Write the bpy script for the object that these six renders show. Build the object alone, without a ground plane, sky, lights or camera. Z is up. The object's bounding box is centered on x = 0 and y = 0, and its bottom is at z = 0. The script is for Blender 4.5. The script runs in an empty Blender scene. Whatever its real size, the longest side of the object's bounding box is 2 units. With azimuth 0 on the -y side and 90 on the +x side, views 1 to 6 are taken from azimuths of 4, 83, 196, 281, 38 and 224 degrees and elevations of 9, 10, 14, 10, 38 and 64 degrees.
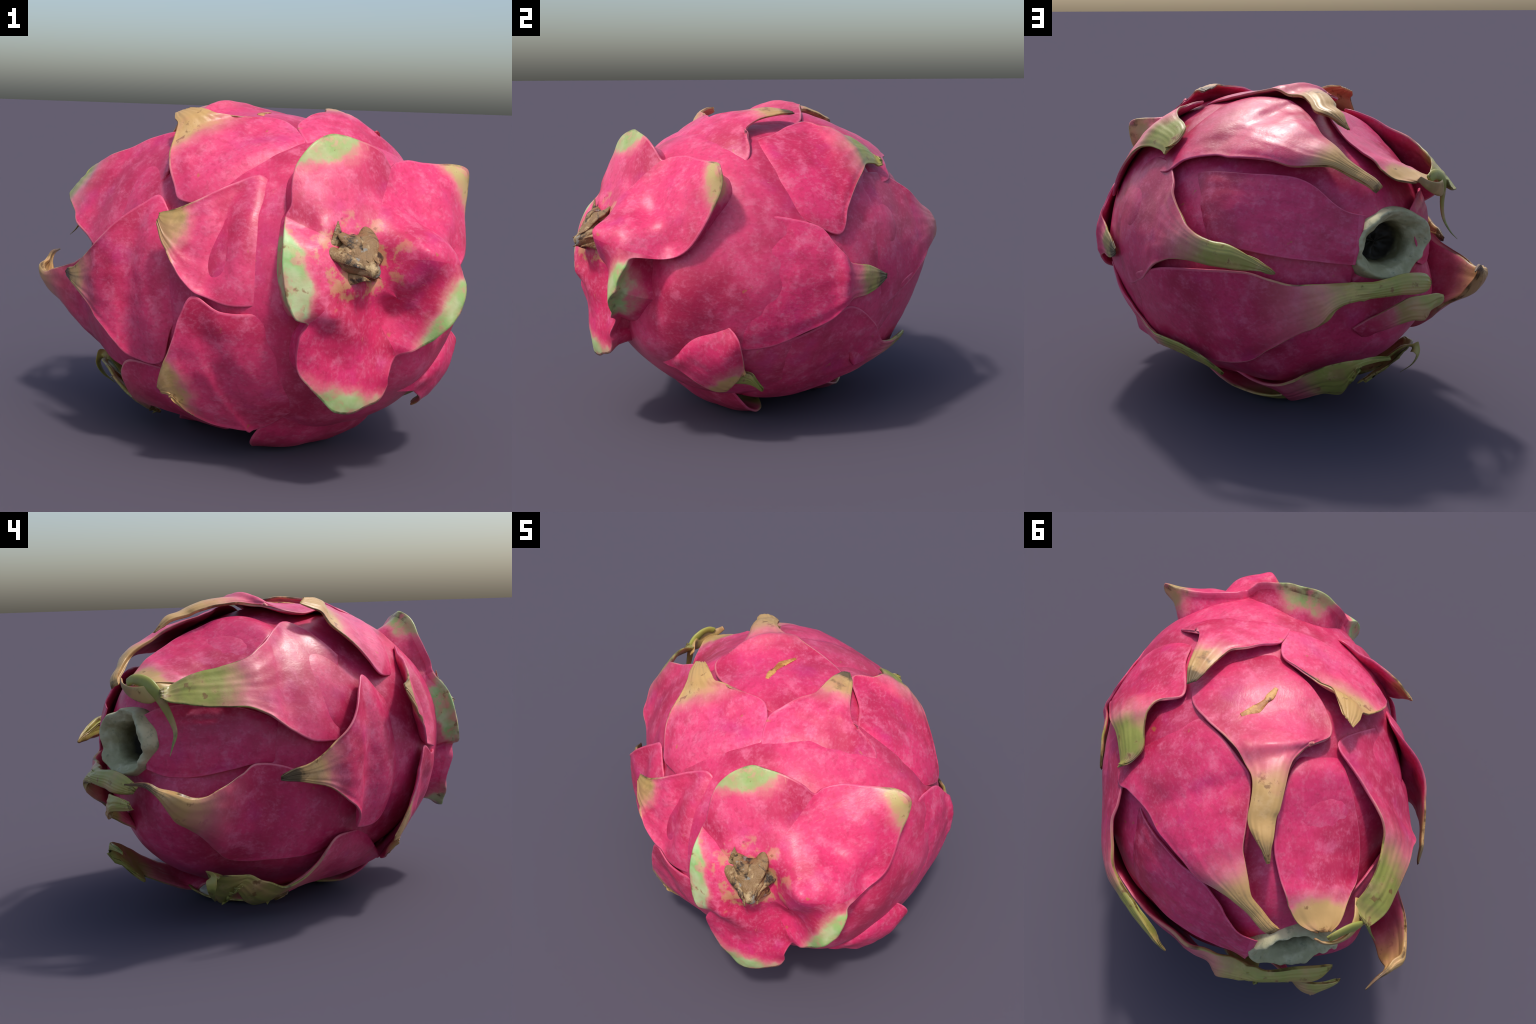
"""A pitaya (dragon fruit) lying on its side: an egg-shaped rind wrapped in overlapping
fleshy bracts, a dried stem stub at one end and the hollow flower scar at the other.

Everything is laid out in the fruit's own frame: AXIS runs from the stem end to the flower
end, `theta` is the angle from the stem pole, `phi` the angle around the axis (0 = up) and
`lift` the height above the rind in millimetres."""
import bpy, math, random
import numpy as np
from mathutils import Vector, Matrix, noise
from mathutils.bvhtree import BVHTree

random.seed(7)
CENTRE = np.array([0.1, -0.03, 0.76])
AXIS = np.array([-0.6232, 0.7803, -0.0524]); AXIS /= np.linalg.norm(AXIS)
UP = np.array([0, 0, 1.0]) - AXIS[2] * AXIS; UP /= np.linalg.norm(UP)
SIDE = np.cross(AXIS, UP)

# ------------------------------------------------------------------ the rind: a B-spline egg
# radii (mm) of nine cross-sections from stem pole to flower pole, twelve radii each
RIND = np.array([
    [913, 914, 904, 911, 912, 904, 905, 914, 903, 909, 921, 901],
    [934, 910, 929, 914, 918, 900, 891, 887, 882, 902, 913, 897],
    [825, 864, 876, 892, 905, 862, 806, 787, 791, 809, 802, 802],
    [734, 795, 820, 863, 842, 803, 754, 739, 744, 723, 740, 737],
    [717, 762, 796, 808, 812, 769, 741, 720, 740, 735, 745, 750],
    [777, 775, 817, 847, 805, 788, 802, 790, 787, 780, 840, 798],
    [867, 846, 878, 904, 862, 866, 873, 858, 858, 865, 908, 889],
    [961, 917, 948, 929, 943, 918, 932, 925, 943, 944, 977, 942],
    [957, 941, 933, 951, 941, 934, 946, 947, 931, 949, 951, 925]]) / 1000.0
N_SECTION, N_ROUND = RIND.shape


def weights(f):
    return ((1 - f) ** 3 / 6, (3 * f ** 3 - 6 * f ** 2 + 4) / 6, (-3 * f ** 3 + 3 * f ** 2 + 3 * f + 1) / 6, f ** 3 / 6)


def rind_radius(theta, phi):
    t = np.clip(theta / np.pi, 0, 1) * (N_SECTION - 1)
    i = np.minimum(t.astype(int), N_SECTION - 2)
    p = (phi % (2 * np.pi)) / (2 * np.pi) * N_ROUND
    j = p.astype(int)
    wt, wp, r = weights(t - i), weights(p - j), 0
    for k in range(4):
        row = i + k - 1
        over = (row < 0) | (row > N_SECTION - 1)
        row = np.where(row < 0, -row, np.where(row > N_SECTION - 1, 2 * (N_SECTION - 1) - row, row))
        for m in range(4):
            r = r + wt[k] * wp[m] * RIND[row, (j + m - 1 + np.where(over, N_ROUND // 2, 0)) % N_ROUND]
    return r


def direction(theta, phi):
    theta, phi = np.asarray(theta)[..., None], np.asarray(phi)[..., None]
    return -np.cos(theta) * AXIS + np.sin(theta) * (np.cos(phi) * UP + np.sin(phi) * SIDE)


def angles(d):
    return np.arccos(np.clip(-(d @ AXIS), -1, 1)), np.arctan2(d @ SIDE, d @ UP)


def on_rind(d, lift):
    """points `lift` metres above the rind in the directions d"""
    d = d / np.linalg.norm(d, axis=-1, keepdims=True)
    return CENTRE + d * (rind_radius(*angles(d)) + lift)[..., None]


# ------------------------------------------------------------------ small helpers
def spline(ctrl, n, ease=0.0):
    """Catmull-Rom through the rows of ctrl, n samples, evenly spaced by chord length"""
    ctrl = np.asarray(ctrl, float)
    flat = ctrl.reshape(len(ctrl), -1)
    step = np.linalg.norm(np.diff(flat, axis=0), axis=1) ** 0.5 + 1e-6
    knot = np.concatenate([[0], np.cumsum(step)])
    u = np.linspace(0, 1, n)
    length = np.concatenate([[0], np.cumsum(np.linalg.norm(np.diff(flat, axis=0), axis=1) + 1e-6)])
    x = np.interp(u * length[-1], length, knot)
    i = np.clip(np.searchsorted(knot, x, side="right") - 1, 0, len(ctrl) - 2)
    h = knot[i + 1] - knot[i]
    f = ((x - knot[i]) / h)[:, None]
    slope = np.zeros_like(flat)
    slope[1:-1] = (flat[2:] - flat[:-2]) / (knot[2:] - knot[:-2])[:, None]
    slope[0], slope[-1] = (flat[1] - flat[0]) / step[0], (flat[-1] - flat[-2]) / step[-1]
    h = h[:, None]
    out = (2 * f ** 3 - 3 * f ** 2 + 1) * flat[i] + (f ** 3 - 2 * f ** 2 + f) * h * slope[i] + (-2 * f ** 3 + 3 * f ** 2) * flat[i + 1] + (f ** 3 - f ** 2) * h * slope[i + 1]
    return out.reshape((n,) + ctrl.shape[1:])


def grid_normals(P):
    n = np.cross(np.gradient(P, axis=0), np.gradient(P, axis=1))
    return n / (np.linalg.norm(n, axis=-1, keepdims=True) + 1e-12)


def ripple(P, scale, amount, seed):
    """smooth random height for every point of the array P"""
    flat = P.reshape(-1, 3) * scale + seed
    return amount * np.array([noise.noise(Vector(p)) for p in flat]).reshape(P.shape[:-1])


def finish(name, verts, faces, materials, parent, frame=None, slots=None, kind=None):
    me = bpy.data.meshes.new(name)
    if frame is not None:
        inverse = np.array(frame.inverted())
        verts = verts @ inverse[:3, :3].T + inverse[:3, 3]
    me.from_pydata(verts.tolist(), [], faces)
    for m in materials:
        me.materials.append(m)
    if slots is not None:
        me.polygons.foreach_set("material_index", slots)
    me.polygons.foreach_set("use_smooth", [True] * len(me.polygons))
    me.update()
    ob = bpy.data.objects.new(name, me)
    bpy.context.collection.objects.link(ob)
    ob.parent = parent
    if frame is not None:
        ob.matrix_local = frame
    return ob


def sheet_faces(ns, nt):
    """closed thick sheet: outer grid first, inner grid second"""
    n = ns * nt
    f, rim = [], []
    for i in range(ns - 1):
        for j in range(nt - 1):
            a = i * nt + j
            edge = j < RIM or j >= nt - 1 - RIM or i >= ns - 1 - RIM
            f.append((a, a + nt, a + nt + 1, a + 1)); rim.append(edge)
            f.append((n + a + 1, n + a + nt + 1, n + a + nt, n + a)); rim.append(edge)
    for i in range(ns - 1):
        a, b = i * nt, i * nt + nt - 1
        f.append((a, n + a, n + a + nt, a + nt)); rim.append(True)
        f.append((b + nt, n + b + nt, n + b, b)); rim.append(True)
    for j in range(nt - 1):
        a, b = j, (ns - 1) * nt + j
        f.append((a + 1, n + a + 1, n + a, a)); rim.append(False)
        f.append((b, n + b, n + b + 1, b + 1)); rim.append(True)
    return f, rim


RIM = 2

# ------------------------------------------------------------------ materials
class Nodes:
    def __init__(self, name):
        self.mat = bpy.data.materials.new(name); self.mat.use_nodes = True
        self.t = self.mat.node_tree; self.t.nodes.clear()
        self.out = self.t.nodes.new("ShaderNodeOutputMaterial")
        self.bsdf = self.t.nodes.new("ShaderNodeBsdfPrincipled")
        self.t.links.new(self.bsdf.outputs[0], self.out.inputs[0])
        tc = self.t.nodes.new("ShaderNodeTexCoord"); self.object = tc.outputs["Object"]
        info = self.t.nodes.new("ShaderNodeObjectInfo"); self.random = info.outputs["Random"]
        shift = self.node("ShaderNodeVectorMath", operation="MULTIPLY_ADD")
        self.link(self.random, shift.inputs[0]); shift.inputs[1].default_value = (37, 53, 71); self.link(self.object, shift.inputs[2])
        self.pos = shift.outputs[0]

    def node(self, kind, **k):
        n = self.t.nodes.new(kind)
        for a, v in k.items():
            setattr(n, a, v)
        return n

    def link(self, a, b):
        self.t.links.new(a, b)

    def put(self, value, socket):
        if isinstance(value, bpy.types.NodeSocket):
            self.link(value, socket)
        else:
            socket.default_value = value

    def noise(self, scale, detail=3.0, rough=0.55, vector=None, distort=0.0):
        n = self.node("ShaderNodeTexNoise")
        self.link(vector or self.pos, n.inputs["Vector"])
        n.inputs["Scale"].default_value, n.inputs["Detail"].default_value = scale, detail
        n.inputs["Roughness"].default_value, n.inputs["Distortion"].default_value = rough, distort
        return n.outputs["Fac"]

    def stretch(self, scale):
        m = self.node("ShaderNodeMapping"); self.link(self.pos, m.inputs["Vector"]); m.inputs["Scale"].default_value = scale
        return m.outputs[0]

    def math(self, op, a, b=0.0, c=0.0, clamp=False):
        n = self.node("ShaderNodeMath", operation=op, use_clamp=clamp)
        self.put(a, n.inputs[0]); self.put(b, n.inputs[1]); self.put(c, n.inputs[2])
        return n.outputs[0]

    def step(self, value, lo, hi, a=0.0, b=1.0):
        n = self.node("ShaderNodeMapRange", interpolation_type="SMOOTHSTEP")
        self.put(value, n.inputs[0]); self.put(lo, n.inputs[1]); self.put(hi, n.inputs[2]); self.put(a, n.inputs[3]); self.put(b, n.inputs[4])
        return n.outputs[0]

    def mix(self, fac, a, b):
        n = self.node("ShaderNodeMix", data_type="RGBA")
        self.put(fac, n.inputs[0])
        for v, i in ((a, 6), (b, 7)):
            self.put(v if isinstance(v, bpy.types.NodeSocket) else rgb(v), n.inputs[i])
        return n.outputs[2]

    def prop(self, name):
        n = self.node("ShaderNodeAttribute", attribute_type="OBJECT", attribute_name='["%s"]' % name)
        return n.outputs["Fac"]

    def bump(self, height, strength, distance):
        n = self.node("ShaderNodeBump"); n.inputs["Strength"].default_value, n.inputs["Distance"].default_value = strength, distance
        self.link(height, n.inputs["Height"]); self.link(n.outputs[0], self.bsdf.inputs["Normal"])


def rgb(hexa):
    """sRGB hex string to linear colour"""
    v = [int(hexa[i:i + 2], 16) / 255 for i in (0, 2, 4)]
    return tuple(c / 12.92 if c <= 0.04045 else ((c + 0.055) / 1.055) ** 2.4 for c in v) + (1.0,)


def make_skin(name, margin=False, scurf=False):
    n = Nodes(name)
    # pink flesh: broad clouds, mottling, pale pin-point speckles
    cloud = n.noise(3.2, 3.0)
    mottle = n.noise(13.0, 4.0, 0.6)
    fine = n.noise(78.0, 2.5, 0.6, n.stretch((1.0, 0.65, 1.0)))
    pink = n.mix(n.step(cloud, 0.36, 0.60), PINK_DEEP, PINK)
    pink = n.mix(n.math("MULTIPLY", n.step(mottle, 0.5, 0.72), 0.55), pink, PINK_PALE)
    pink = n.mix(n.math("MULTIPLY", n.step(n.noise(5.5, 2.0), 0.56, 0.74), 0.45), pink, PINK_VIOLET)
    pink = n.mix(n.math("MULTIPLY", n.step(n.math("ADD", cloud, n.math("MULTIPLY", mottle, 0.5)), 0.45, 0.95), n.prop("pale")), pink, PINK_PALE)
    pink = n.mix(n.math("MULTIPLY", n.math("MULTIPLY", n.step(fine, 0.44, 0.72), n.step(mottle, 0.35, 0.62, 0.35, 1.0)), 0.40), pink, PINK_SPECK)
    pink = n.mix(n.math("MULTIPLY", n.step(n.noise(46.0, 3.0), 0.48, 0.70), 0.42), pink, PINK_DEEP)
    pink = n.mix(n.math("MULTIPLY", n.prop("dusk"), 0.4), pink, n.mix(n.step(mottle, 0.35, 0.65), "a82c50", "c4506e"))
    if margin:
        pink = n.mix(0.32, pink, PINK_PALE)  # bright highlight along the bract edges, painted in as lighter pink
    # scattered tan and brown flecks
    fleck = n.step(n.noise(17.0, 2.0, 0.5), 0.73, 0.79)
    pink = n.mix(n.math("MULTIPLY", fleck, 0.55), pink, "b07838")
    scratch = n.step(n.noise(9.0, 5.0, 0.7, n.stretch((3.0, 0.5, 1.0))), 0.68, 0.74)
    pink = n.mix(n.math("MULTIPLY", scratch, 0.30), pink, "d8a080")
    # the drying tip: distance from the tip (object origin), ragged by noise
    squash = n.node("ShaderNodeVectorMath", operation="MULTIPLY"); n.link(n.object, squash.inputs[0]); squash.inputs[1].default_value = (0.36 if scurf else 0.55, 1.0, 0.8)
    length = n.node("ShaderNodeVectorMath", operation="LENGTH"); n.link(squash.outputs[0], length.inputs[0])
    dist = n.math("MULTIPLY_ADD", n.math("SUBTRACT", n.noise(7.0, 4.0, 0.6), 0.5), 0.16, length.outputs["Value"])
    tan = n.prop("tan")
    reach = n.math("MULTIPLY", tan, n.math("MULTIPLY_ADD", n.prop("edge"), 0.35, 1.0)) if margin else tan
    dry = n.step(dist, n.math("MULTIPLY", reach, 0.68), n.math("MULTIPLY", reach, 1.08), 1.0, 0.0)
    husk = n.mix(n.step(n.math("ADD", n.prop("green"), n.math("SUBTRACT", n.noise(6.0, 3.0), 0.5)), 0.25, 0.8), TAN, GREEN)
    husk = n.mix(n.prop("mint"), husk, n.mix(n.step(n.noise(8.0, 3.0), 0.4, 0.65), MINT, "bccc98"))
    husk = n.mix(n.math("MULTIPLY", n.step(n.noise(10.0, 4.0, 0.65), 0.52, 0.72), 0.5), husk, TAN_PALE)
    husk = n.mix(n.math("MULTIPLY", n.step(n.noise(20.0, 4.0, 0.6), 0.60, 0.70), 0.75), husk, "744a20")
    husk = n.mix(n.math("MULTIPLY", n.step(n.noise(7.0, 4.0, 0.7), 0.54, 0.68), 0.35), husk, "8a7448")
    husk = n.mix(n.math("MULTIPLY", n.step(n.noise(4.5, 3.0, 0.6), 0.50, 0.70), 0.45), husk, "cc8474")
    if margin:
        husk = n.mix(n.math("MULTIPLY", n.step(n.noise(6.0, 4.0, 0.65), 0.48, 0.62), 0.8), husk, "53381f")
    blush = n.step(dist, n.math("MULTIPLY", reach, 0.75), n.math("MULTIPLY", reach, 1.45), 1.0, 0.0)
    pink = n.mix(n.math("MULTIPLY", n.math("MULTIPLY", blush, 0.6), n.step(tan, 0.0, 0.02)), pink, "e09a90")
    colour = n.mix(n.math("MULTIPLY", n.math("MULTIPLY", dry, n.step(n.noise(16.0, 4.0, 0.6), 0.34, 0.5, 0.45, 1.0)) if scurf else dry, n.step(tan, 0.0, 0.02)), pink, husk)
    if scurf:
        # corky tan scurf and a few brown pits close to the stem
        near = n.node("ShaderNodeTexCoord"); near.name = "near_stem"
        away = n.node("ShaderNodeVectorMath", operation="LENGTH"); n.link(near.outputs["Object"], away.inputs[0])
        close = n.step(away.outputs["Value"], 0.10, 0.30, 1.0, 0.0)
        patch = n.step(n.math("ADD", n.noise(12.0, 5.0, 0.65, near.outputs["Object"]), n.math("MULTIPLY", close, 0.22)), 0.66, 0.76)
        colour = n.mix(n.math("MULTIPLY", n.math("MULTIPLY", patch, close), 0.75), colour, "c49a68")
        pit = n.step(n.noise(30.0, 3.0, 0.5, near.outputs["Object"]), 0.66, 0.74)
        colour = n.mix(n.math("MULTIPLY", n.math("MULTIPLY", pit, close), 0.7), colour, "7c3a22")
    black = n.math("MULTIPLY", n.prop("dark"), n.step(n.math("MULTIPLY_ADD", n.math("SUBTRACT", n.noise(11.0, 4.0, 0.6), 0.5), 0.34, dist), 0.05, 0.13, 1.0, 0.0))
    colour = n.mix(n.math("MULTIPLY", black, 0.85), colour, "2e2c20")
    n.link(colour, n.bsdf.inputs["Base Color"])
    n.link(n.step(mottle, 0.3, 0.7, 0.34, 0.46), n.bsdf.inputs["Roughness"])
    n.bsdf.inputs["Specular IOR Level"].default_value = 0.45
    wrinkle = n.noise(12.0, 4.0, 0.6, n.stretch((2.6, 0.4, 1.0)))
    n.bump(n.math("ADD", n.math("ADD", n.math("MULTIPLY", fine, 0.4), mottle), n.math("MULTIPLY", wrinkle, 0.5)), 0.25, 0.006)
    return n.mat


PINK, PINK_DEEP, PINK_PALE, PINK_VIOLET, PINK_SPECK = "e0346a", "bc244e", "e66c8e", "c63078", "e07898"
TAN, TAN_PALE, GREEN, MINT = "c49c62", "dcb888", "969848", "90c070"
SKIN = make_skin("bract_skin")
MARGIN = make_skin("bract_margin", True)
COLLAR = make_skin("collar_skin", scurf=True)
COLLAR_MARGIN = make_skin("collar_margin", True, True)
RIND_SKIN = make_skin("rind_skin")


def make_scar_pith():
    n = Nodes("scar_pith")
    split = n.node("ShaderNodeSeparateXYZ"); n.link(n.object, split.inputs[0])
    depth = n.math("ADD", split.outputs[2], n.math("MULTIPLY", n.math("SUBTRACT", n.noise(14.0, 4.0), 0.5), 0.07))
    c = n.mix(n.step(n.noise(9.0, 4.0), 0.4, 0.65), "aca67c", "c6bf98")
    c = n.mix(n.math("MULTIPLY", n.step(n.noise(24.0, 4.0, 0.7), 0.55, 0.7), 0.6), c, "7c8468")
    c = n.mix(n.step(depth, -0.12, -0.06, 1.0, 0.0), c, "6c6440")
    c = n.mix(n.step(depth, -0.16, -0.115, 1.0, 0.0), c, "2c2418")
    n.link(c, n.bsdf.inputs["Base Color"])
    n.bsdf.inputs["Roughness"].default_value = 0.65
    n.bump(n.noise(30.0, 5.0, 0.6), 0.5, 0.01)
    return n.mat


def make_bark():
    n = Nodes("dried_stem")
    v = n.noise(11.0, 5.0, 0.65, distort=1.2)
    c = n.mix(n.step(v, 0.36, 0.5), "33261a", "8a6a44")
    c = n.mix(n.step(n.noise(16.0, 4.0, 0.6), 0.52, 0.66), c, "bca074")
    c = n.mix(n.step(n.noise(26.0, 3.0), 0.66, 0.74), c, "d8a878")
    c = n.mix(n.step(n.noise(20.0, 3.0), 0.30, 0.38, 1.0, 0.0), c, "8e8a80")
    n.link(c, n.bsdf.inputs["Base Color"])
    n.bsdf.inputs["Roughness"].default_value = 0.5
    n.bump(n.noise(35.0, 5.0, 0.65), 0.8, 0.015)
    return n.mat


def make_cork():
    n = Nodes("cork")
    c = n.mix(n.step(n.noise(18.0, 3.0), 0.4, 0.62), "a8662c", "d09a54")
    c = n.mix(n.step(n.noise(26.0, 3.0), 0.56, 0.66), c, "7a4026")
    n.link(c, n.bsdf.inputs["Base Color"])
    n.bsdf.inputs["Roughness"].default_value = 0.5
    n.bump(n.noise(60.0, 3.0), 0.5, 0.006)
    return n.mat


CORK = make_cork()
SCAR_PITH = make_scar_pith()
BARK = make_bark()


# ------------------------------------------------------------------ bracts
def make_bract(name, rows, crown=30, thick=22, tip_thick=14, tan=0.25, green=0.4, dark=0.0, mint=0.0, pale=0.0, dusk=0.0, parent=None, ns=96, nt=44, seed=0, keel=0.03, edge=1.0):
    """A bract is lofted from rows running base to tip; a row is (left edge, right edge), each
    (theta, phi, lift). Between the edges it bulges by `crown` mm where it is broad."""
    width_of = lambda r: r[2] / 1000.0 if len(r) > 2 else np.nan
    swell = np.array([width_of(r) for r in rows])
    rows = np.array([r[:2] for r in rows], float)
    d = direction(np.radians(rows[..., 0]), np.radians(rows[..., 1]))
    lift = rows[..., 2] / 1000.0
    broad = np.linalg.norm(d[:, 0] - d[:, 1], axis=1) * 0.8
    swell = np.where(np.isnan(swell), crown / 1000.0 * np.minimum(1, broad / 0.45), swell)
    ctrl = spline(np.concatenate([d, lift[..., None], np.repeat(swell[:, None, None], 2, 1)], -1), ns)
    dl, dr, hl, hr = ctrl[:, 0, :3], ctrl[:, 1, :3], ctrl[:, 0, 3], ctrl[:, 1, 3]
    width = np.linalg.norm(dl - dr, axis=1) * 0.8
    bulge = ctrl[:, 0, 4] + keel * width * np.clip((np.linspace(0, 1, ns) - 0.45) / 0.3, 0, 1)
    t = np.linspace(-1, 1, nt)
    t = np.sign(t) * (1 - (1 - np.abs(t)) ** 1.35)          # rows of faces crowd towards the edges
    mix = (t + 1) / 2
    D = dl[:, None] * (1 - mix[:, None]) + dr[:, None] * mix[:, None]
    H = hl[:, None] * (1 - mix) + hr[:, None] * mix + bulge[:, None] * (1 - np.abs(t) ** 2.2)
    s = np.linspace(0, 1, ns)[:, None]
    H = H + 0.006 * np.minimum(1, width[:, None] / 0.3) ** 2 * np.clip((s - 0.2) / 0.3, 0, 1) * np.exp(-((1 - np.abs(t)) / 0.07) ** 2)      # rolled rim
    P = on_rind(D, H)
    N = grid_normals(P)
    if (N * D).sum() < 0:
        P, D, N = P[:, ::-1], D[:, ::-1], -N[:, ::-1]
    s = np.linspace(0, 1, ns)[:, None]
    free = np.clip((s - 0.15) / 0.3, 0, 1)
    lane = np.stack([np.broadcast_to(t * 5, P.shape[:2]), np.broadcast_to(s * 2.2, P.shape[:2]), np.full(P.shape[:2], seed * 1.7)], -1)      # lengthwise wrinkles
    P = P + N * (free * (ripple(P, 5.0, 0.010, seed) + ripple(P, 14.0, 0.0035, seed + 9) + ripple(lane, 1.0, 0.0025, 0)))[..., None]
    P[..., 2] = np.where(P[..., 2] < 0.03, 0.006 + 0.024 * np.exp(np.minimum(0, (P[..., 2] - 0.03) / 0.024)), P[..., 2])     # rests on the ground
    N = grid_normals(P)
    # thickness: full in the middle, rounded off along the edge and at the tip
    T = (thick + (tip_thick - thick) * np.clip((s - 0.5) / 0.4, 0, 1)) / 1000.0
    T = np.minimum(T, 0.6 * width[:, None] + 0.004)
    round_off = np.sqrt(np.clip(1 - np.abs(t) ** 5, 0, 1)) * np.sqrt(np.clip(1 - s ** 24, 0, 1))
    outer = P - N * (np.minimum(T, 0.03) * 0.35 * (1 - round_off))[..., None]
    back = N if thick < 50 else D / np.linalg.norm(D, axis=-1, keepdims=True)
    inner = P - back * (np.minimum(T, 0.03) * 0.35 * (1 - round_off) + T * round_off + 0.003)[..., None]
    faces, rim = sheet_faces(ns, nt)
    tip = P[-1].mean(0)
    mid = P[ns // 2].mean(0)
    y = tip - mid; y /= np.linalg.norm(y)
    z = N[ns * 3 // 4, nt // 2]; z = z - (z @ y) * y; z /= np.linalg.norm(z)
    x = np.cross(y, z)
    frame = Matrix([[x[k], y[k], z[k], tip[k]] for k in range(3)] + [[0, 0, 0, 1]])
    ob = finish(name, np.concatenate([outer.reshape(-1, 3), inner.reshape(-1, 3)]), faces, [SKIN, MARGIN], parent, frame, [int(r) for r in rim])
    for key, value in dict(tan=tan, green=green, dark=dark, edge=edge, mint=mint, pale=pale, dusk=dusk).items():
        ob[key] = float(value)
    return ob


def make_ribbon(name, path, widths, thick, parent, materials, turns=None, ns=90, nt=10, props=None):
    """a fleshy strap: an elliptic section swept along a spline of points (world metres)"""
    C = spline(np.asarray(path, float), ns)
    W = spline(np.asarray(widths, float)[:, None], ns)[:, 0]
    Th = spline(np.asarray(thick, float)[:, None], ns)[:, 0]
    tangent = np.gradient(C, axis=0); tangent /= np.linalg.norm(tangent, axis=1, keepdims=True)
    twist = np.radians(spline(np.asarray(turns if turns else [0] * len(path), float)[:, None], ns)[:, 0])
    out = C - CENTRE; out /= np.linalg.norm(out, axis=1, keepdims=True)
    b = np.cross(tangent, out); b /= np.linalg.norm(b, axis=1, keepdims=True)
    n = np.cross(b, tangent)
    b, n = b * np.cos(twist)[:, None] + n * np.sin(twist)[:, None], n * np.cos(twist)[:, None] - b * np.sin(twist)[:, None]
    m = 2 * nt
    ang = np.linspace(0, 2 * np.pi, m, endpoint=False)
    V = C[:, None] + b[:, None] * (W[:, None] * np.cos(ang))[..., None] + n[:, None] * (Th[:, None] * np.sin(ang))[..., None]
    F = [(i * m + j, i * m + (j + 1) % m, (i + 1) * m + (j + 1) % m, (i + 1) * m + j) for i in range(ns - 1) for j in range(m)]
    F += [tuple(range(m))[::-1], tuple((ns - 1) * m + j for j in range(m))]
    tip = C[-1]
    y = C[-1] - C[ns // 2]; y /= np.linalg.norm(y)
    z = out[-1] - (out[-1] @ y) * y; z /= np.linalg.norm(z)
    x = np.cross(y, z)
    frame = Matrix([[x[k], y[k], z[k], tip[k]] for k in range(3)] + [[0, 0, 0, 1]])
    ob = finish(name, V.reshape(-1, 3), F, materials, parent, frame)
    for k, v in (props or {}).items():
        ob[k] = v
    return ob


# ------------------------------------------------------------------ build
fruit = bpy.data.objects.new("dragon_fruit", None)
bpy.context.collection.objects.link(fruit)
fruit["label"] = "pink dragon fruit lying down with curled green-tipped bracts"
fruit["category"] = "dragon fruit"

# the hollow flower scar: an oval cup
SCAR = np.array([-0.655, 0.590, 0.885])
SCAR_AXIS = np.array([-0.745, 0.660, 0.085]); SCAR_AXIS /= np.linalg.norm(SCAR_AXIS)
SCAR_X = np.cross([0, 0, 1.0], SCAR_AXIS); SCAR_X /= np.linalg.norm(SCAR_X)
SCAR_Y = np.cross(SCAR_AXIS, SCAR_X)
SCAR_A, SCAR_B = 0.195, 0.155


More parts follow.
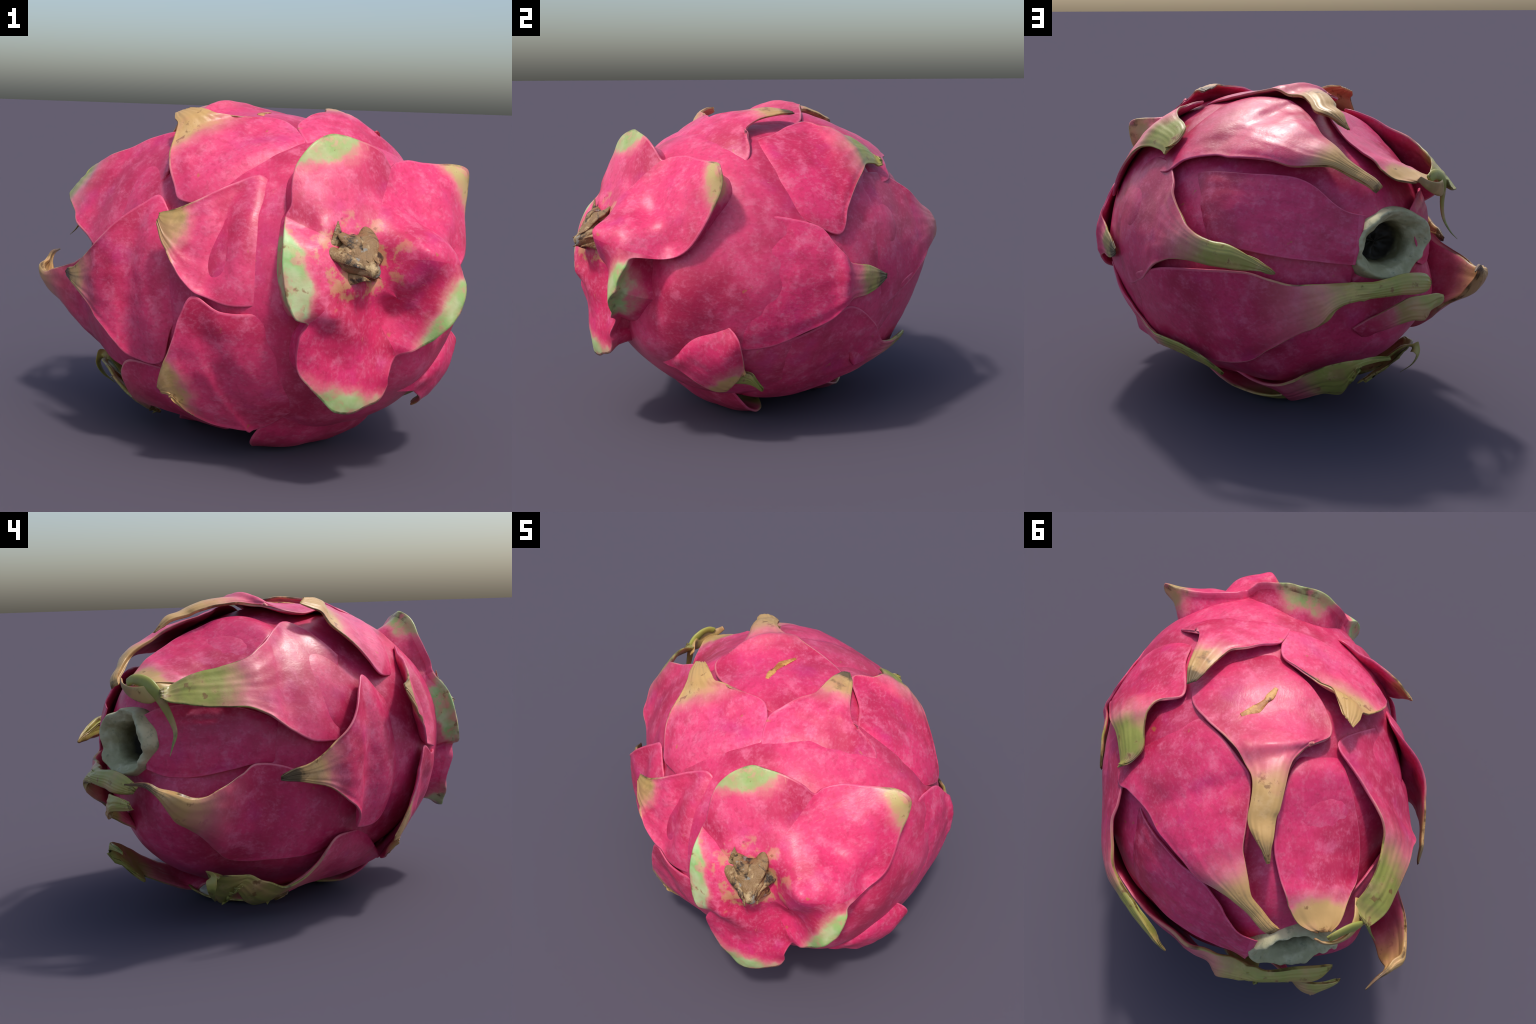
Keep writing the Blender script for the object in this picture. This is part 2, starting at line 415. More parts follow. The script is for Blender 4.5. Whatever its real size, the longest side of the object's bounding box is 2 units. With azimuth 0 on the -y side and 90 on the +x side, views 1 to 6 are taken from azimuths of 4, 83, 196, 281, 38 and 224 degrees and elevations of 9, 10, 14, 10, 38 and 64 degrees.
def make_rind():
    ns, nr = 260, 320
    theta = np.linspace(0.002, np.pi - 0.002, ns)[:, None] * np.ones((1, nr))
    phi = np.linspace(0, 2 * np.pi, nr, endpoint=False)[None] * np.ones((ns, 1))
    D = direction(theta, phi)
    # the flesh lies under the bracts, swells into a knob round the stem and rises to the scar
    smooth = lambda x, lo, hi: (lambda u: u * u * (3 - 2 * u))(np.clip((x - lo) / (hi - lo), 0, 1))
    deg = np.degrees(theta)
    right = 0.5 + 0.5 * np.cos(phi - np.pi / 2)
    base = -0.026 - 0.022 * smooth(deg, 95, 125) - 0.034 * (1 - right) + (0.02 + 0.015 * right) * (1 - smooth(deg, 45, 75)) - 0.03 * (1 - smooth(deg, 12, 30)) + 0.02 * right * smooth(deg, 60, 80) * (1 - smooth(deg, 95, 115))
    for at, around, swell, reach in ((21, 150, 0.03, 0.18), (150, -12, 0.02, 0.20), (148, -104, 0.035, 0.17), (138, 155, 0.02, 0.22)):       # flank below the collar, shoulder above the scar
        turn = np.arccos(np.clip(D @ direction(np.radians(at), np.radians(around)), -1, 1))
        base = base + swell * np.exp(-(turn / reach) ** 2)
    below = np.arccos(np.clip(D @ direction(np.radians(151.0), np.radians(-138.0)), -1, 1))
    for at, around, swell, reach in ((21, 150, 0.03, 0.18), (150, -12, 0.02, 0.20), (148, -104, 0.035, 0.17), (138, 155, 0.02, 0.22)):       # flank below the collar, shoulder above the scar
        turn = np.arccos(np.clip(D @ direction(np.radians(at), np.radians(around)), -1, 1))
        base = base + swell * np.exp(-(turn / reach) ** 2)
    below = np.arccos(np.clip(D @ direction(np.radians(151.0), np.radians(-138.0)), -1, 1))
    flank = np.arccos(np.clip(D @ direction(np.radians(22.0), np.radians(98.0)), -1, 1))
    base = base + 0.045 * np.exp(-(flank / 0.17) ** 2)         # shoulder under the right-hand lobe
    base = base + 0.095 * np.exp(-(below / 0.33) ** 2)        # full belly under the scar
    P = on_rind(D, base)
    near = np.linalg.norm(P - SCAR, axis=-1)
    base = base + 0.075 * np.exp(-(near / 0.28) ** 2)
    P = on_rind(D, base)
    P = P + D * (ripple(P, 3.5, 0.012, 3) + ripple(P, 11.0, 0.003, 5))[..., None]
    V = P.reshape(-1, 3)
    rel = V - SCAR
    inside = ((rel @ SCAR_X / SCAR_A) ** 2 + (rel @ SCAR_Y / SCAR_B) ** 2 < 0.9) & (rel @ SCAR_AXIS > -0.3)
    F = []
    for i in range(ns - 1):
        for j in range(nr):
            q = (i * nr + j, (i + 1) * nr + j, (i + 1) * nr + (j + 1) % nr, i * nr + (j + 1) % nr)
            if not inside[list(q)].all():
                F.append(q)
    F.append(tuple(range(nr)))
    ob = finish("rind", V, F, [RIND_SKIN], fruit)
    for key, value in dict(tan=0, green=0.4, dark=0, edge=0, mint=0, pale=0.1, dusk=0.4).items():
        ob[key] = float(value)


def make_scar():
    # (radius factor, depth along the scar axis): outside wall, lip, funnel, floor
    profile = [(1.06, -0.10), (1.05, -0.05), (1.02, -0.022), (0.96, -0.012), (0.89, -0.018), (0.80, -0.034), (0.71, -0.055), (0.63, -0.085), (0.57, -0.12), (0.52, -0.16), (0.42, -0.185), (0.25, -0.19), (0.02, -0.18)]
    nr = 120
    prof = spline(profile, 70)
    ang = np.linspace(0, 2 * np.pi, nr, endpoint=False)
    V = np.zeros((70, nr, 3))
    for i, (r, depth) in enumerate(prof):
        wob = 1 + 0.05 * np.sin(2 * ang + 0.6) + 0.02 * np.sin(5 * ang + 1) + 0.008 * np.sin(11 * ang + 2)
        dd = depth + 0.012 * np.sin(3 * ang + 0.4) + 0.004 * np.sin(9 * ang)
        V[i] = SCAR + SCAR_AXIS * dd[:, None] + SCAR_X * (r * SCAR_A * wob * np.cos(ang))[:, None] + SCAR_Y * (r * SCAR_B * wob * np.sin(ang))[:, None]
    V = V.reshape(-1, 3)
    F = [(i * nr + j, i * nr + (j + 1) % nr, (i + 1) * nr + (j + 1) % nr, (i + 1) * nr + j) for i in range(69) for j in range(nr)]
    z = SCAR_AXIS
    frame = Matrix([[SCAR_X[k], SCAR_Y[k], z[k], SCAR[k]] for k in range(3)] + [[0, 0, 0, 1]])
    V = np.array(V)
    n = ripple(V, 18.0, 0.018, 2) + ripple(V, 45.0, 0.006, 8)
    V = V + SCAR_AXIS * n[:, None]
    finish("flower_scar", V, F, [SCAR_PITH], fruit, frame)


def blob(centre, axis, length, radius, bumps, seed, ns=40, nr=40):
    """a lumpy cone-ish knob standing on `centre`, pointing along `axis`"""
    axis = np.array(axis, float); axis /= np.linalg.norm(axis)
    u = np.cross(axis, [0.3, 0.2, 0.9]); u /= np.linalg.norm(u)
    w = np.cross(axis, u)
    s = np.linspace(0, 1, ns)
    ang = np.linspace(0, 2 * np.pi, nr, endpoint=False)
    prof = spline([(p, q) for p, q in bumps], ns)
    V = np.array(centre) + axis * (prof[:, 0] * length)[:, None, None] + (u * np.cos(ang)[:, None] + w * np.sin(ang)[:, None])[None] * (prof[:, 1] * radius)[:, None, None]
    rad = V - (np.array(centre) + axis * (prof[:, 0] * length)[:, None, None])
    V = V + rad * (ripple(V, 13.0, 0.4, seed) + ripple(V, 34.0, 0.18, seed + 4))[..., None]
    V = V.reshape(-1, 3)
    F = [(i * nr + j, i * nr + (j + 1) % nr, (i + 1) * nr + (j + 1) % nr, (i + 1) * nr + j) for i in range(ns - 1) for j in range(nr)]
    F += [tuple(range(nr))[::-1], tuple((ns - 1) * nr + j for j in range(nr))]
    return V, F


def make_stem():
    base, axis = np.array([0.500, -0.785, 0.972]), np.array([0.55, -0.80, -0.26])
    axis = axis / np.linalg.norm(axis)
    u = np.cross(axis, [0, 0, 1.0]); u /= np.linalg.norm(u)
    w = np.cross(u, axis)
    # dry husk scales wrapped round the stub, each tapering to a torn point
    husks = [(0.3, 0.13, 0.045), (1.1, 0.10, 0.050), (2.0, 0.12, 0.05), (2.9, 0.11, 0.045), (3.8, 0.135, 0.05), (4.6, 0.10, 0.05), (5.5, 0.145, 0.045)]
    for turn, length, wide in husks:
        out = u * math.cos(turn) + w * math.sin(turn)
        path = [base + out * 0.070 - axis * 0.02, base + out * 0.092 + axis * 0.03, base + out * 0.080 + axis * length * 0.6, base + out * 0.045 + axis * length, base + out * 0.036 + axis * (length + 0.035)]
        make_ribbon("stem_husk", path, [wide * 0.9, wide, wide * 0.8, wide * 0.45, 0.002], [0.014, 0.016, 0.013, 0.009, 0.002], fruit, [BARK], turns=[0, 8, -6, 10, 20], ns=40)
    make_ribbon("stem_husk", [(0.475, -0.800, 0.930), (0.447, -0.830, 0.990), (0.447, -0.842, 1.045), (0.446, -0.836, 1.108)], [0.05, 0.058, 0.036, 0.002], [0.014, 0.018, 0.014, 0.002], fruit, [BARK], turns=[-20, -10, 0, 0], ns=50)
    parts = [
        blob(base, axis, 0.175, 0.085, [(0, 1.0), (0.25, 1.0), (0.5, 0.72), (0.75, 0.44), (0.92, 0.30), (0.99, 0.22), (1.0, 0.02)], 1)]
    V, F, k = [], [], 0
    for v, f in parts:
        V.append(v); F += [tuple(a + k for a in q) for q in f]; k += len(v)
    frame = Matrix.Translation((0.53, -0.84, 0.96))
    STEM = finish("stem_stub", np.concatenate(V), F, [BARK], fruit, frame)
    for m in (COLLAR, COLLAR_MARGIN):
        m.node_tree.nodes["near_stem"].object = STEM


# ------------------------------------------------------------------ the knob of fused lobes round the stem
# outline of the lobed collar and a few heights inside it, (theta, phi, lift mm)
OUTLINE = {
    "collar_top": [(34.2, -50, 26), (34.8, -44.4, 45), (37.8, -37.9, 62), (40.4, -31.6, 90), (41.6, -25.5, 118), (42.3, -19.7, 130), (42.5, -13, 128), (40.8, -7.6, 122), (38.9, -0.6, 101), (36.6, 7.1, 84)],
    "collar_upper_right": [(34.5, 14, 38), (36.6, 18, 38), (39, 25.2, 48), (40.5, 33, 75), (41.9, 38.7, 111), (43.3, 43.7, 155), (43, 47.8, 190), (42.2, 51.2, 168), (40.3, 54.5, 138), (37, 58.6, 104), (33.5, 64, 84), (29.7, 70.3, 76), (26, 74.7, 70)],
    "collar_right": [(21.5, 76, 78), (15.2, 71, 150), (13.6, 78.8, 176), (11.9, 92.6, 189), (11.5, 104, 182), (10.6, 111.6, 183), (10.0, 124, 179), (10.3, 137, 160), (11.3, 148.5, 132), (12.5, 167, 106)],
    "collar_bottom": [(14.2, 176, 62), (18.4, -175.7, 89), (21.1, -176.5, 98), (24.3, -172.7, 116), (26.4, -164.3, 133), (28.3, -159.8, 140), (29.5, -153.6, 144), (30, -150, 136), (29.7, -143.5, 113), (29.7, -135.5, 96), (30.0, -128.6, 68), (28.8, -121, 58), (26.3, -110.3, 60)],
    "collar_left": [(23.6, -103, 50), (26.5, -97.8, 74), (28.1, -88, 66), (29.3, -78.2, 59), (30.3, -71.6, 55), (31.1, -65.8, 53), (32.2, -59.5, 47)]}
INSIDE = [(15, -45, 6), (20, -59, 40), (17.7, -30, 17), (9.8, -17, 33), (12, -80, 58), (14.2, -89, 36), (20, -112, 46), (18, -99, 86), (14, -128, 62), (19.7, -144, 70), (25, -150, 116), (20, -165, 84),
          (5.5, -63, 8), (2, -100, 8), (4.9, 170, 8),  (13.3, 17, 128), (10.5, 10, 172), (8, 28, 166), (17, 34, 108), (15.5, 55, 146), (8.5, 65, 152), (5, 40, 122), (6.5, 110, 134), (3.7, 8, 96), (4, 140, 36), (9, 176, 34),
          (21.6, 14, 23), (30, 37, 58), (25, 55, 64), (20.5, 36, 34), (22, 66, 54), (31, -22, 51), (37, -16, 86), (25, 1, 14), (29, 9, 20), (23, -28, 24), (26, -60, 48), (24, -84, 70), (22, -74, 58), (28, -48, 20), (26, -44, 36)]


def plane(points):
    p = np.array(points, float)
    return np.stack([p[:, 0] * np.cos(np.radians(p[:, 1])), p[:, 0] * np.sin(np.radians(p[:, 1]))], -1), p[:, 2] / 1000


def make_collar():
    ring = [p for part in OUTLINE.values() for p in part]
    xy, h = plane(ring)
    ixy, ih = plane(INSIDE)
    # thin-plate spline through outline and inner heights
    K, Z = np.concatenate([xy, ixy]) / 20, np.concatenate([h, ih])
    kernel = lambda A, B: (lambda r2: 0.5 * r2 * np.log(r2 + 1e-9))(((A[:, None] - B[None]) ** 2).sum(-1))
    n = len(K)
    M = np.zeros((n + 3, n + 3)); M[:n, :n] = kernel(K, K) + 1e-3 * np.eye(n); M[:n, n:] = np.c_[np.ones(n), K]; M[n:, :n] = M[:n, n:].T
    w = np.linalg.solve(M, np.r_[Z, 0, 0, 0])
    height = lambda q: kernel(q / 20, K) @ w[:n] + np.c_[np.ones(len(q)), q / 20] @ w[n:]
    # closed outline, finely sampled; remember where each lobe begins
    per = 10
    closed = np.concatenate([xy[-2:], xy, xy[:3]])
    line = []
    for k in range(len(xy)):
        p0, p1, p2, p3 = closed[k + 1], closed[k + 2], closed[k + 3], closed[k + 4]
        for f in np.arange(per) / per:
            line.append(0.5 * (2 * p1 + (p2 - p0) * f + (2 * p0 - 5 * p1 + 4 * p2 - p3) * f * f + (3 * p1 - p0 - 3 * p2 + p3) * f ** 3))
    line = np.array(line)
    centre = np.array([10.6, -10.6])
    rho = np.concatenate([np.linspace(0.02, 1, 56) ** 0.9, [1.003, 1.0, 0.99, 0.985, 1.0, 1.03, 1.06]])
    keep = [1.0, 1.0, 0.92, 0.72, 0.42, 0.12, -0.2]                    # the flank falls from the rim to the neck
    sink = [0.006, 0.018, 0.03, 0.03, 0.03, 0.035, 0.05]
    nr, nl = len(rho), len(line)
    # under the right-hand lobe the flank bulges out before it meets the neck
    col = np.arange(nl) / per
    first = len(OUTLINE["collar_top"]) + len(OUTLINE["collar_upper_right"])
    full = np.clip(1.6 - np.abs(col - (first + 6.5)) / 3.0, 0, 1)
    rho = rho[:, None] * np.ones(nl)
    rho[56:] += full * np.array([0.0, 0.004, 0.02, 0.06, 0.13, 0.22, 0.28])[:, None]
    q = centre + rho[..., None] * (line - centre)
    H = height(q.reshape(-1, 2)).reshape(nr, nl)
    for k in range(7):
        H[56 + k] = H[55] * (keep[k] * (1 - full) + [1, 0.99, 0.94, 0.84, 0.6, 0.22, -0.2][k] * full) - sink[k]
    theta, phi = np.radians(np.linalg.norm(q, axis=-1)), np.arctan2(q[..., 1], q[..., 0])
    D = direction(theta, phi)
    P = on_rind(D, H)
    P = P + D * (ripple(P, 6.0, 0.006, 4) + ripple(P, 16.0, 0.0025, 6))[..., None]
    whole = np.roll(np.concatenate([P, P[:, :1]], 1), 0)
    N = grid_normals(np.concatenate([P[:, -2:], P, P[:, :2]], 1))[:, 2:-2]
    N = N * np.sign((N[:50] * D[:50]).sum())
    start, k = [], 0
    for part in OUTLINE.values():
        start.append(k * per); k += len(part)
    start.append(nl)
    look = [dict(tan=0.095, green=0.7, mint=0.6, pale=0.2), dict(tan=0.10, green=0.1, mint=0.25, pale=0.05), dict(tan=0.09, mint=0.9), dict(tan=0.10, mint=0.9), dict(tan=0.085, mint=1.0, pale=0.1)]
    for m in range(len(look)):
        cols = [c % nl for c in range(start[m], start[m + 1] + 1)]
        V, VN = P[:, cols], N[:, cols]
        nc = len(cols)
        mid = nc // 2
        tip = V[55, mid]
        y = V[55, mid] - V[20, mid]; y /= np.linalg.norm(y)
        z = VN[45, mid] - (VN[45, mid] @ y) * y; z /= np.linalg.norm(z)
        x = np.cross(y, z)
        frame = Matrix([[x[a], y[a], z[a], tip[a]] for a in range(3)] + [[0, 0, 0, 1]])
        F, slot = [], []
        flip = np.cross(V[30, 1] - V[30, 0], V[31, 0] - V[30, 0]) @ D[30, cols[0]] < 0
        for i in range(nr - 1):
            for j in range(nc - 1):
                f = (i * nc + j, i * nc + j + 1, (i + 1) * nc + j + 1, (i + 1) * nc + j)
                F.append(f[::-1] if flip else f); slot.append(int(54 <= i <= 57))
        ob = finish("bract", V.reshape(-1, 3), F, [COLLAR, COLLAR_MARGIN], fruit, frame, slot)
        rot = np.array(frame.inverted())[:3, :3]
        ob.data.normals_split_custom_set_from_vertices((VN.reshape(-1, 3) @ rot.T).tolist())
        for key, value in dict(dict(tan=0, green=0, dark=0, edge=0.3, mint=0, pale=0, dusk=0), **look[m]).items():
            ob[key] = float(value)


make_rind()
make_scar()
make_stem()
make_collar()

# every bract: rows from base to tip of (left edge, right edge), each (theta deg, phi deg, lift mm)
make_bract("bract", [  # broad flank bract over the middle of the right side
    ((19, 58, -22), (21, 122, -22), -5), ((30.7, 54.6, 1), (33.9, 122, 2), -4), ((44.2, 62, 7), (43.8, 121.3, 6), -10),
    ((57.7, 68.1, 9), (53.5, 115, 9), -2), ((65.6, 72.5, 19), (62.1, 107.1, 20), -2.4), ((68.7, 78.2, 30), (68.3, 102.5, 34), -4.4),
    ((71.9, 82.3, 45), (71.8, 98.5, 49), 3.8), ((74.9, 84.8, 29), (75.5, 96.2, 30), 2.7), ((82.7, 86.2, 24), (82.7, 95.6, 24), 2.3),
    ((88.3, 88.2, 24), (88.7, 93.3, 24), 1.3), ((91.9, 89.9, 25), (91.8, 91.1, 25), 0.3)],
    crown=8, tan=0.2, green=0.8, dark=0.9, seed=11, parent=fruit)
make_bract("bract", [  # top flank bract, blunt green tip
    ((52.8, 34.1, -75), (48.3, 61.5, -77), 5.3), ((62.3, 29.9, -15), (58.9, 67.3, -17), 8), ((69.8, 29.7, -10), (72, 75.7, 5), 8),
    ((84.5, 26.4, 9), (76.7, 67.8, 25), 8), ((86.4, 33.5, 35), (82.4, 61, 44), 6.8), ((90.1, 37.1, 50), (89.3, 55.3, 60), 4.5),
    ((93.7, 38.8, 39), (93.9, 52.8, 45), 3.5), ((99.4, 39.3, 35), (99.4, 51.9, 35), 3.1), ((102.4, 40.7, 29), (101.8, 51.8, 30), 2.7),
    ((104.4, 45, 26), (103.5, 52.2, 26), 1.7), ((104.9, 50.2, 39), (105, 51.9, 39), 0.4)],
    crown=8, tan=0.25, green=0.75, seed=14, parent=fruit)
make_bract("bract", [  # crown bract beside the ridge
    ((35, -14, -48), (31, 34, -48), -5), ((47.6, -10.6, -25), (46.2, 41.6, -25), -4), ((55, -8.7, -4), (52.5, 39.6, -4), 0),
    ((61, -5.5, 4), (55.5, 36, 9), 8), ((63.9, 0.3, 19), (57.9, 30.1, 20), 6.6), ((67, 6.3, 34), (60.4, 25.7, 34), 4.6),
    ((69, 11.4, 44), (65.4, 24.3, 49), 3.1), ((72.6, 14.2, 49), (70.3, 24.4, 55), 2.5), ((78.7, 18.4, 49), (77.1, 24.9, 55), 1.6),
    ((82.1, 21.4, 50), (82.9, 24.4, 49), 0.8)],
    crown=8, pale=0.24, tan=0.2, green=0.0, dark=0.9, seed=17, parent=fruit)
make_bract("bract", [  # crown bract with a lifted edge
    ((49, -52, -60), (37, -20, -60), -5), ((61, -56.4, -36), (47.8, -13.4, -37), -4), ((69.1, -57.7, -9), (53.7, -7.8, -9), 0),
    ((73.3, -53.5, 4), (61.1, -6.1, -6), -10), ((78.2, -48.4, 24), (68, -7.1, 10), -10), ((82, -43.7, 34), (72.4, -12.8, 20), -9.8),
    ((85.2, -38.6, 39), (77, -18.9, 34), -8.3), ((87.4, -33.9, 70), (80.4, -23.1, 60), -2), ((90.8, -32.1, 80), (84.7, -24.2, 74), -1.5),
    ((94.1, -29.5, 85), (90.7, -26.1, 85), -0.7)],
    crown=-5, pale=0.27, tan=0.21, green=0.0, seed=20, parent=fruit)
make_bract("bract", [  # middle crown bract with a long tan arm
    ((71.4, 26.8, -46), (60, 1, -45), 0), ((86.1, 24.2, -4), (75.4, -15.6, -4), -3), ((94.3, 17.7, 9), (87.6, -23.7, -1), -13),
    ((100.6, 10.6, 28), (96.4, -24.5, 13), -8), ((105.2, 6.1, 45), (100.6, -19, 18), 12), ((109.5, 3.3, 34), (103.6, -15.2, 20), 0),
    ((112.7, 1, 40), (107.8, -12.2, 31), 0), ((116.2, 0.2, 44), (114.4, -10.8, 40), 0), ((121, 0.5, 48), (121.7, -9.7, 52), 0),
    ((125.2, 1.2, 50), (124.3, -8.8, 51), 0), ((129.1, -0.9, 70), (129.2, -8.5, 75), 0), ((133.1, -4.7, 69), (132.5, -7.9, 74), 0),
    ((135.9, -7.3, 65), (135.9, -7.9, 65), 0)],
    crown=0, dusk=0.35, keel=0.12, pale=0.09, tan=0.42, green=0.1, dark=0.3, tip_thick=26, seed=23, parent=fruit)["crown"] = 1
make_bract("bract", [  # upper flower-end bract with a tapering arm
    ((91.7, 59.4, -35), (85.7, 28.3, -46), -11.6), ((108.2, 56.8, 5), (99, 13.4, 4), -12), ((113, 50.2, 10), (109.8, 3.8, 10), -12),
    ((121.1, 42.4, 1), (114.2, 1.2, -4), -12), ((127.3, 38.6, 12), (121.7, 0.9, 1), -11.5), ((131.8, 34.2, 22), (128.3, 1.5, 11), -9.3),
    ((137, 28.8, 31), (133.8, 2, 21), -7), ((142.1, 23.6, 36), (137.3, 0.8, 31), -5.7), ((144.9, 15.5, 46), (141.4, -0.9, 46), -3.9),
    ((146.9, 8, 57), (145.8, -3.1, 56), -2.3), ((150.4, -0.6, 61), (149.5, -9.2, 67), -1.6), ((153.7, -8.8, 84), (151.6, -14.9, 85), -1.3),
    ((155.4, -14.3, 84), (152.9, -19.3, 85), -1.2)],
    crown=-12, dusk=0.35, keel=0.1, tan=0.33, green=0.25, tip_thick=30, seed=26, parent=fruit)
make_bract("bract", [  # blunt bract above the flower scar
    ((100.2, -18.7, -75), (97.5, -30.5, -75), -1.9), ((109.3, -13.2, -31), (106.3, -33.4, -41), -3), ((117.8, -11.1, -21), (113, -37.8, -51), -20),
    ((127, -9.8, -30), (119.7, -42.7, -66), -25), ((134.1, -10.1, -21), (128.4, -48.6, -55), -20), ((140.2, -13.5, 5), (134.4, -49.9, -15), -10),
    ((144.4, -17.6, 39), (138, -46.3, 35), -2.9), ((147.2, -20.4, 55), (141.1, -44.1, 74), -2.3), ((149.6, -25.3, 80), (143.2, -43, 105), -1.8),
    ((149.8, -30.1, 104), (145.3, -42, 125), -1.2), ((149.2, -34.8, 124), (147.3, -39.9, 135), -0.5)],
    crown=-5, dusk=0.35, tan=0.14, green=0.1, seed=29, parent=fruit)
make_bract("bract", [  # left bract whose arm curls into a tail
    ((85, -47.7, -35), (95.2, -80.9, -36), -45), ((97.1, -29, -16), (105.9, -79.9, -16), -27), ((105.8, -34.5, -3), (112.5, -75.5, 7), -29),
    ((111.7, -41.4, 13), (116, -72, 50), -29), ((118.1, -47.3, 55), (119.1, -68.7, 59), -16.1), ((123.1, -48.6, 66), (123.2, -66, 79), -20.3),
    ((127.5, -48.8, 81), (128.9, -64, 99), -16.7), ((131.5, -48.1, 92), (133.5, -62.3, 118), -14.8), ((135.4, -47.4, 93), (137.4, -59.8, 140), -12.2),
    ((140.2, -47, 88), (140.7, -56.7, 149), -8.6), ((141.5, -50.4, 159), (142.3, -53.7, 159), -3.1)],
    crown=-45, dusk=0.35, keel=0.06, pale=0.15, tan=0.36, green=0.7, dark=0.2, tip_thick=14, seed=32, parent=fruit)
make_bract("bract", [  # right flower-end bract with a pointed finger
    ((84, 56, -21), (80, 97, -21), 0), ((95, 54, -8), (93, 102, -8), 0), ((106.3, 53.4, -5), (108.5, 96.7, -4), -8),
    ((114.7, 57.4, 13), (116, 90.7, 14), -8), ((119.6, 61.9, 28), (121.1, 86.2, 29), -8), ((125.4, 65.4, 33), (127.3, 82.8, 44), 0),
    ((129.5, 67.7, 51), (133.6, 81, 51), 0), ((134.3, 69.7, 51), (140.5, 80.7, 48), 0), ((139.2, 69.7, 57), (146.1, 79.7, 59), 0),
    ((143.8, 68, 66), (150, 78.2, 72), 0), ((149.1, 68.6, 81), (152.4, 76.8, 85), 0), ((153.7, 70.9, 97), (155.1, 75.1, 100), 0),
    ((157.3, 73.6, 107), (157.6, 74.1, 106), 0)],
    crown=0, dusk=0.5, keel=0.12, tan=0.46, green=0.6, dark=0.2, tip_thick=34, seed=35, parent=fruit)
make_bract("bract", [  # lower front bract
    ((22, -106, -68), (25, -150, -68), -5), ((33.4, -98.4, -45), (36.5, -157.1, -44), -4), ((45.7, -95.8, -12), (50.6, -157.7, -11), 0),
    ((54.1, -90, 4), (61.1, -156.4, 10), -18), ((58.3, -97, 20), (60.9, -152.2, 30), -18), ((60.8, -103.1, 34), (64.9, -147.1, 40), -18),
    ((63.9, -109, 50), (67.1, -141.1, 50), -16.2), ((67.4, -113.3, 60), (69.3, -135.3, 59), -11.4), ((70.5, -117.1, 69), (69.3, -128.4, 70), -6),
    ((72.2, -119.4, 75), (69.7, -125, 74), -3.3), ((73.5, -121.4, 79), (73, -123.6, 80), -1.2)],
    crown=-18, pale=0.15, tan=0.12, green=0.3, seed=38, parent=fruit)
make_bract("bract", [  # left flank bract with a blackened point
    ((52, -64, -75), (50, -106, -75), -5), ((66.7, -66.3, -52), (64.6, -101.8, -52), -4), ((78.1, -57.7, -15), (75.4, -117.1, -15), 0),
    ((82.6, -62.2, 2), (87.6, -115.9, 2), -25), ((88.1, -69.3, 33), (90.1, -108.7, 37), -25), ((91.9, -74.1, 48), (92.6, -104.1, 53), -22.6),
    ((95.7, -77.9, 57), (96.2, -100.8, 62), -16.1), ((100.7, -81.3, 60), (100.2, -97.5, 59), -14.8), ((106.1, -84.6, 63), (104.6, -94.6, 64), -9.1),
    ((110.6, -86.6, 69), (109.4, -92.7, 70), -5.4), ((114.6, -87.4, 80), (113.4, -91.3, 78), -3.5), ((118.7, -89.4, 85), (118.8, -90, 84), -0.5)],
    crown=-30, pale=0.18, tan=0.26, green=0.15, dark=1.0, seed=41, parent=fruit)
make_bract("bract", [  # front left bract
    ((31, -41, -70), (22, -93, -70), -5), ((42.5, -36.2, -47), (34.1, -93.9, -46), -16), ((48.6, -36.7, -13), (43.1, -93.4, -12), -12),
    ((52.5, -44.9, -6), (50.1, -89.9, -5), -49), ((55.3, -51.5, 19), (53.3, -88.3, 13), -35.1), ((59, -57.9, 40), (56, -84.6, 34), -30.4),
    ((62.3, -61.8, 59), (58.3, -80.7, 54), -26.5), ((65.1, -63.8, 69), (61.6, -76.2, 64), -7.9), ((66.9, -64.7, 75), (63.9, -73.3, 75), -5.7),
    ((67.9, -65.6, 79), (67.5, -68, 80), -1.5)],
    crown=-22, pale=0.24, tan=0.11, green=0.3, dark=0.3, seed=44, parent=fruit)
make_bract("bract", [  # lower right bract
    ((17, 112, -40), (23, -166, -40), -5), ((23.9, 101.2, -72), (32.3, -164.9, -31), 6), ((30.6, 108.9, -55), (29.9, 172.5, -16), 10),
    ((35.2, 109.8, -30), (32, 153, 39), 25.8), ((39.9, 111.6, 9), (35.9, 147.7, 49), 15.5), ((43.1, 114.4, 43), (39.9, 145.2, 60), 5.1),
    ((45.3, 119.5, 54), (43.9, 145.2, 59), 4.5), ((47.7, 125.3, 54), (46.7, 145.4, 55), 3.7), ((48.6, 128.1, 54), (48.3, 143.9, 55), 2.9),
    ((48.7, 134.3, 49), (49.5, 142.9, 50), 1.6)],
    crown=8, tan=0.1, green=0.3, edge=1.5, seed=47, parent=fruit)
make_bract("bract", [  # its folded green point
    ((45.1, 137.4, -1), (48.9, 145.5, 0), 1.7), ((48.3, 131, 29), (50.2, 137.8, 30), 1.4), ((51.1, 129.8, 29), (52.8, 136.4, 29), 1.4),
    ((53.4, 131.6, 34), (54.8, 135.6, 35), 0.9), ((58.5, 136.2, 34), (58.7, 136.9, 35), 0.2)],
    crown=8, tan=0.3, green=0.9, seed=50, parent=fruit)
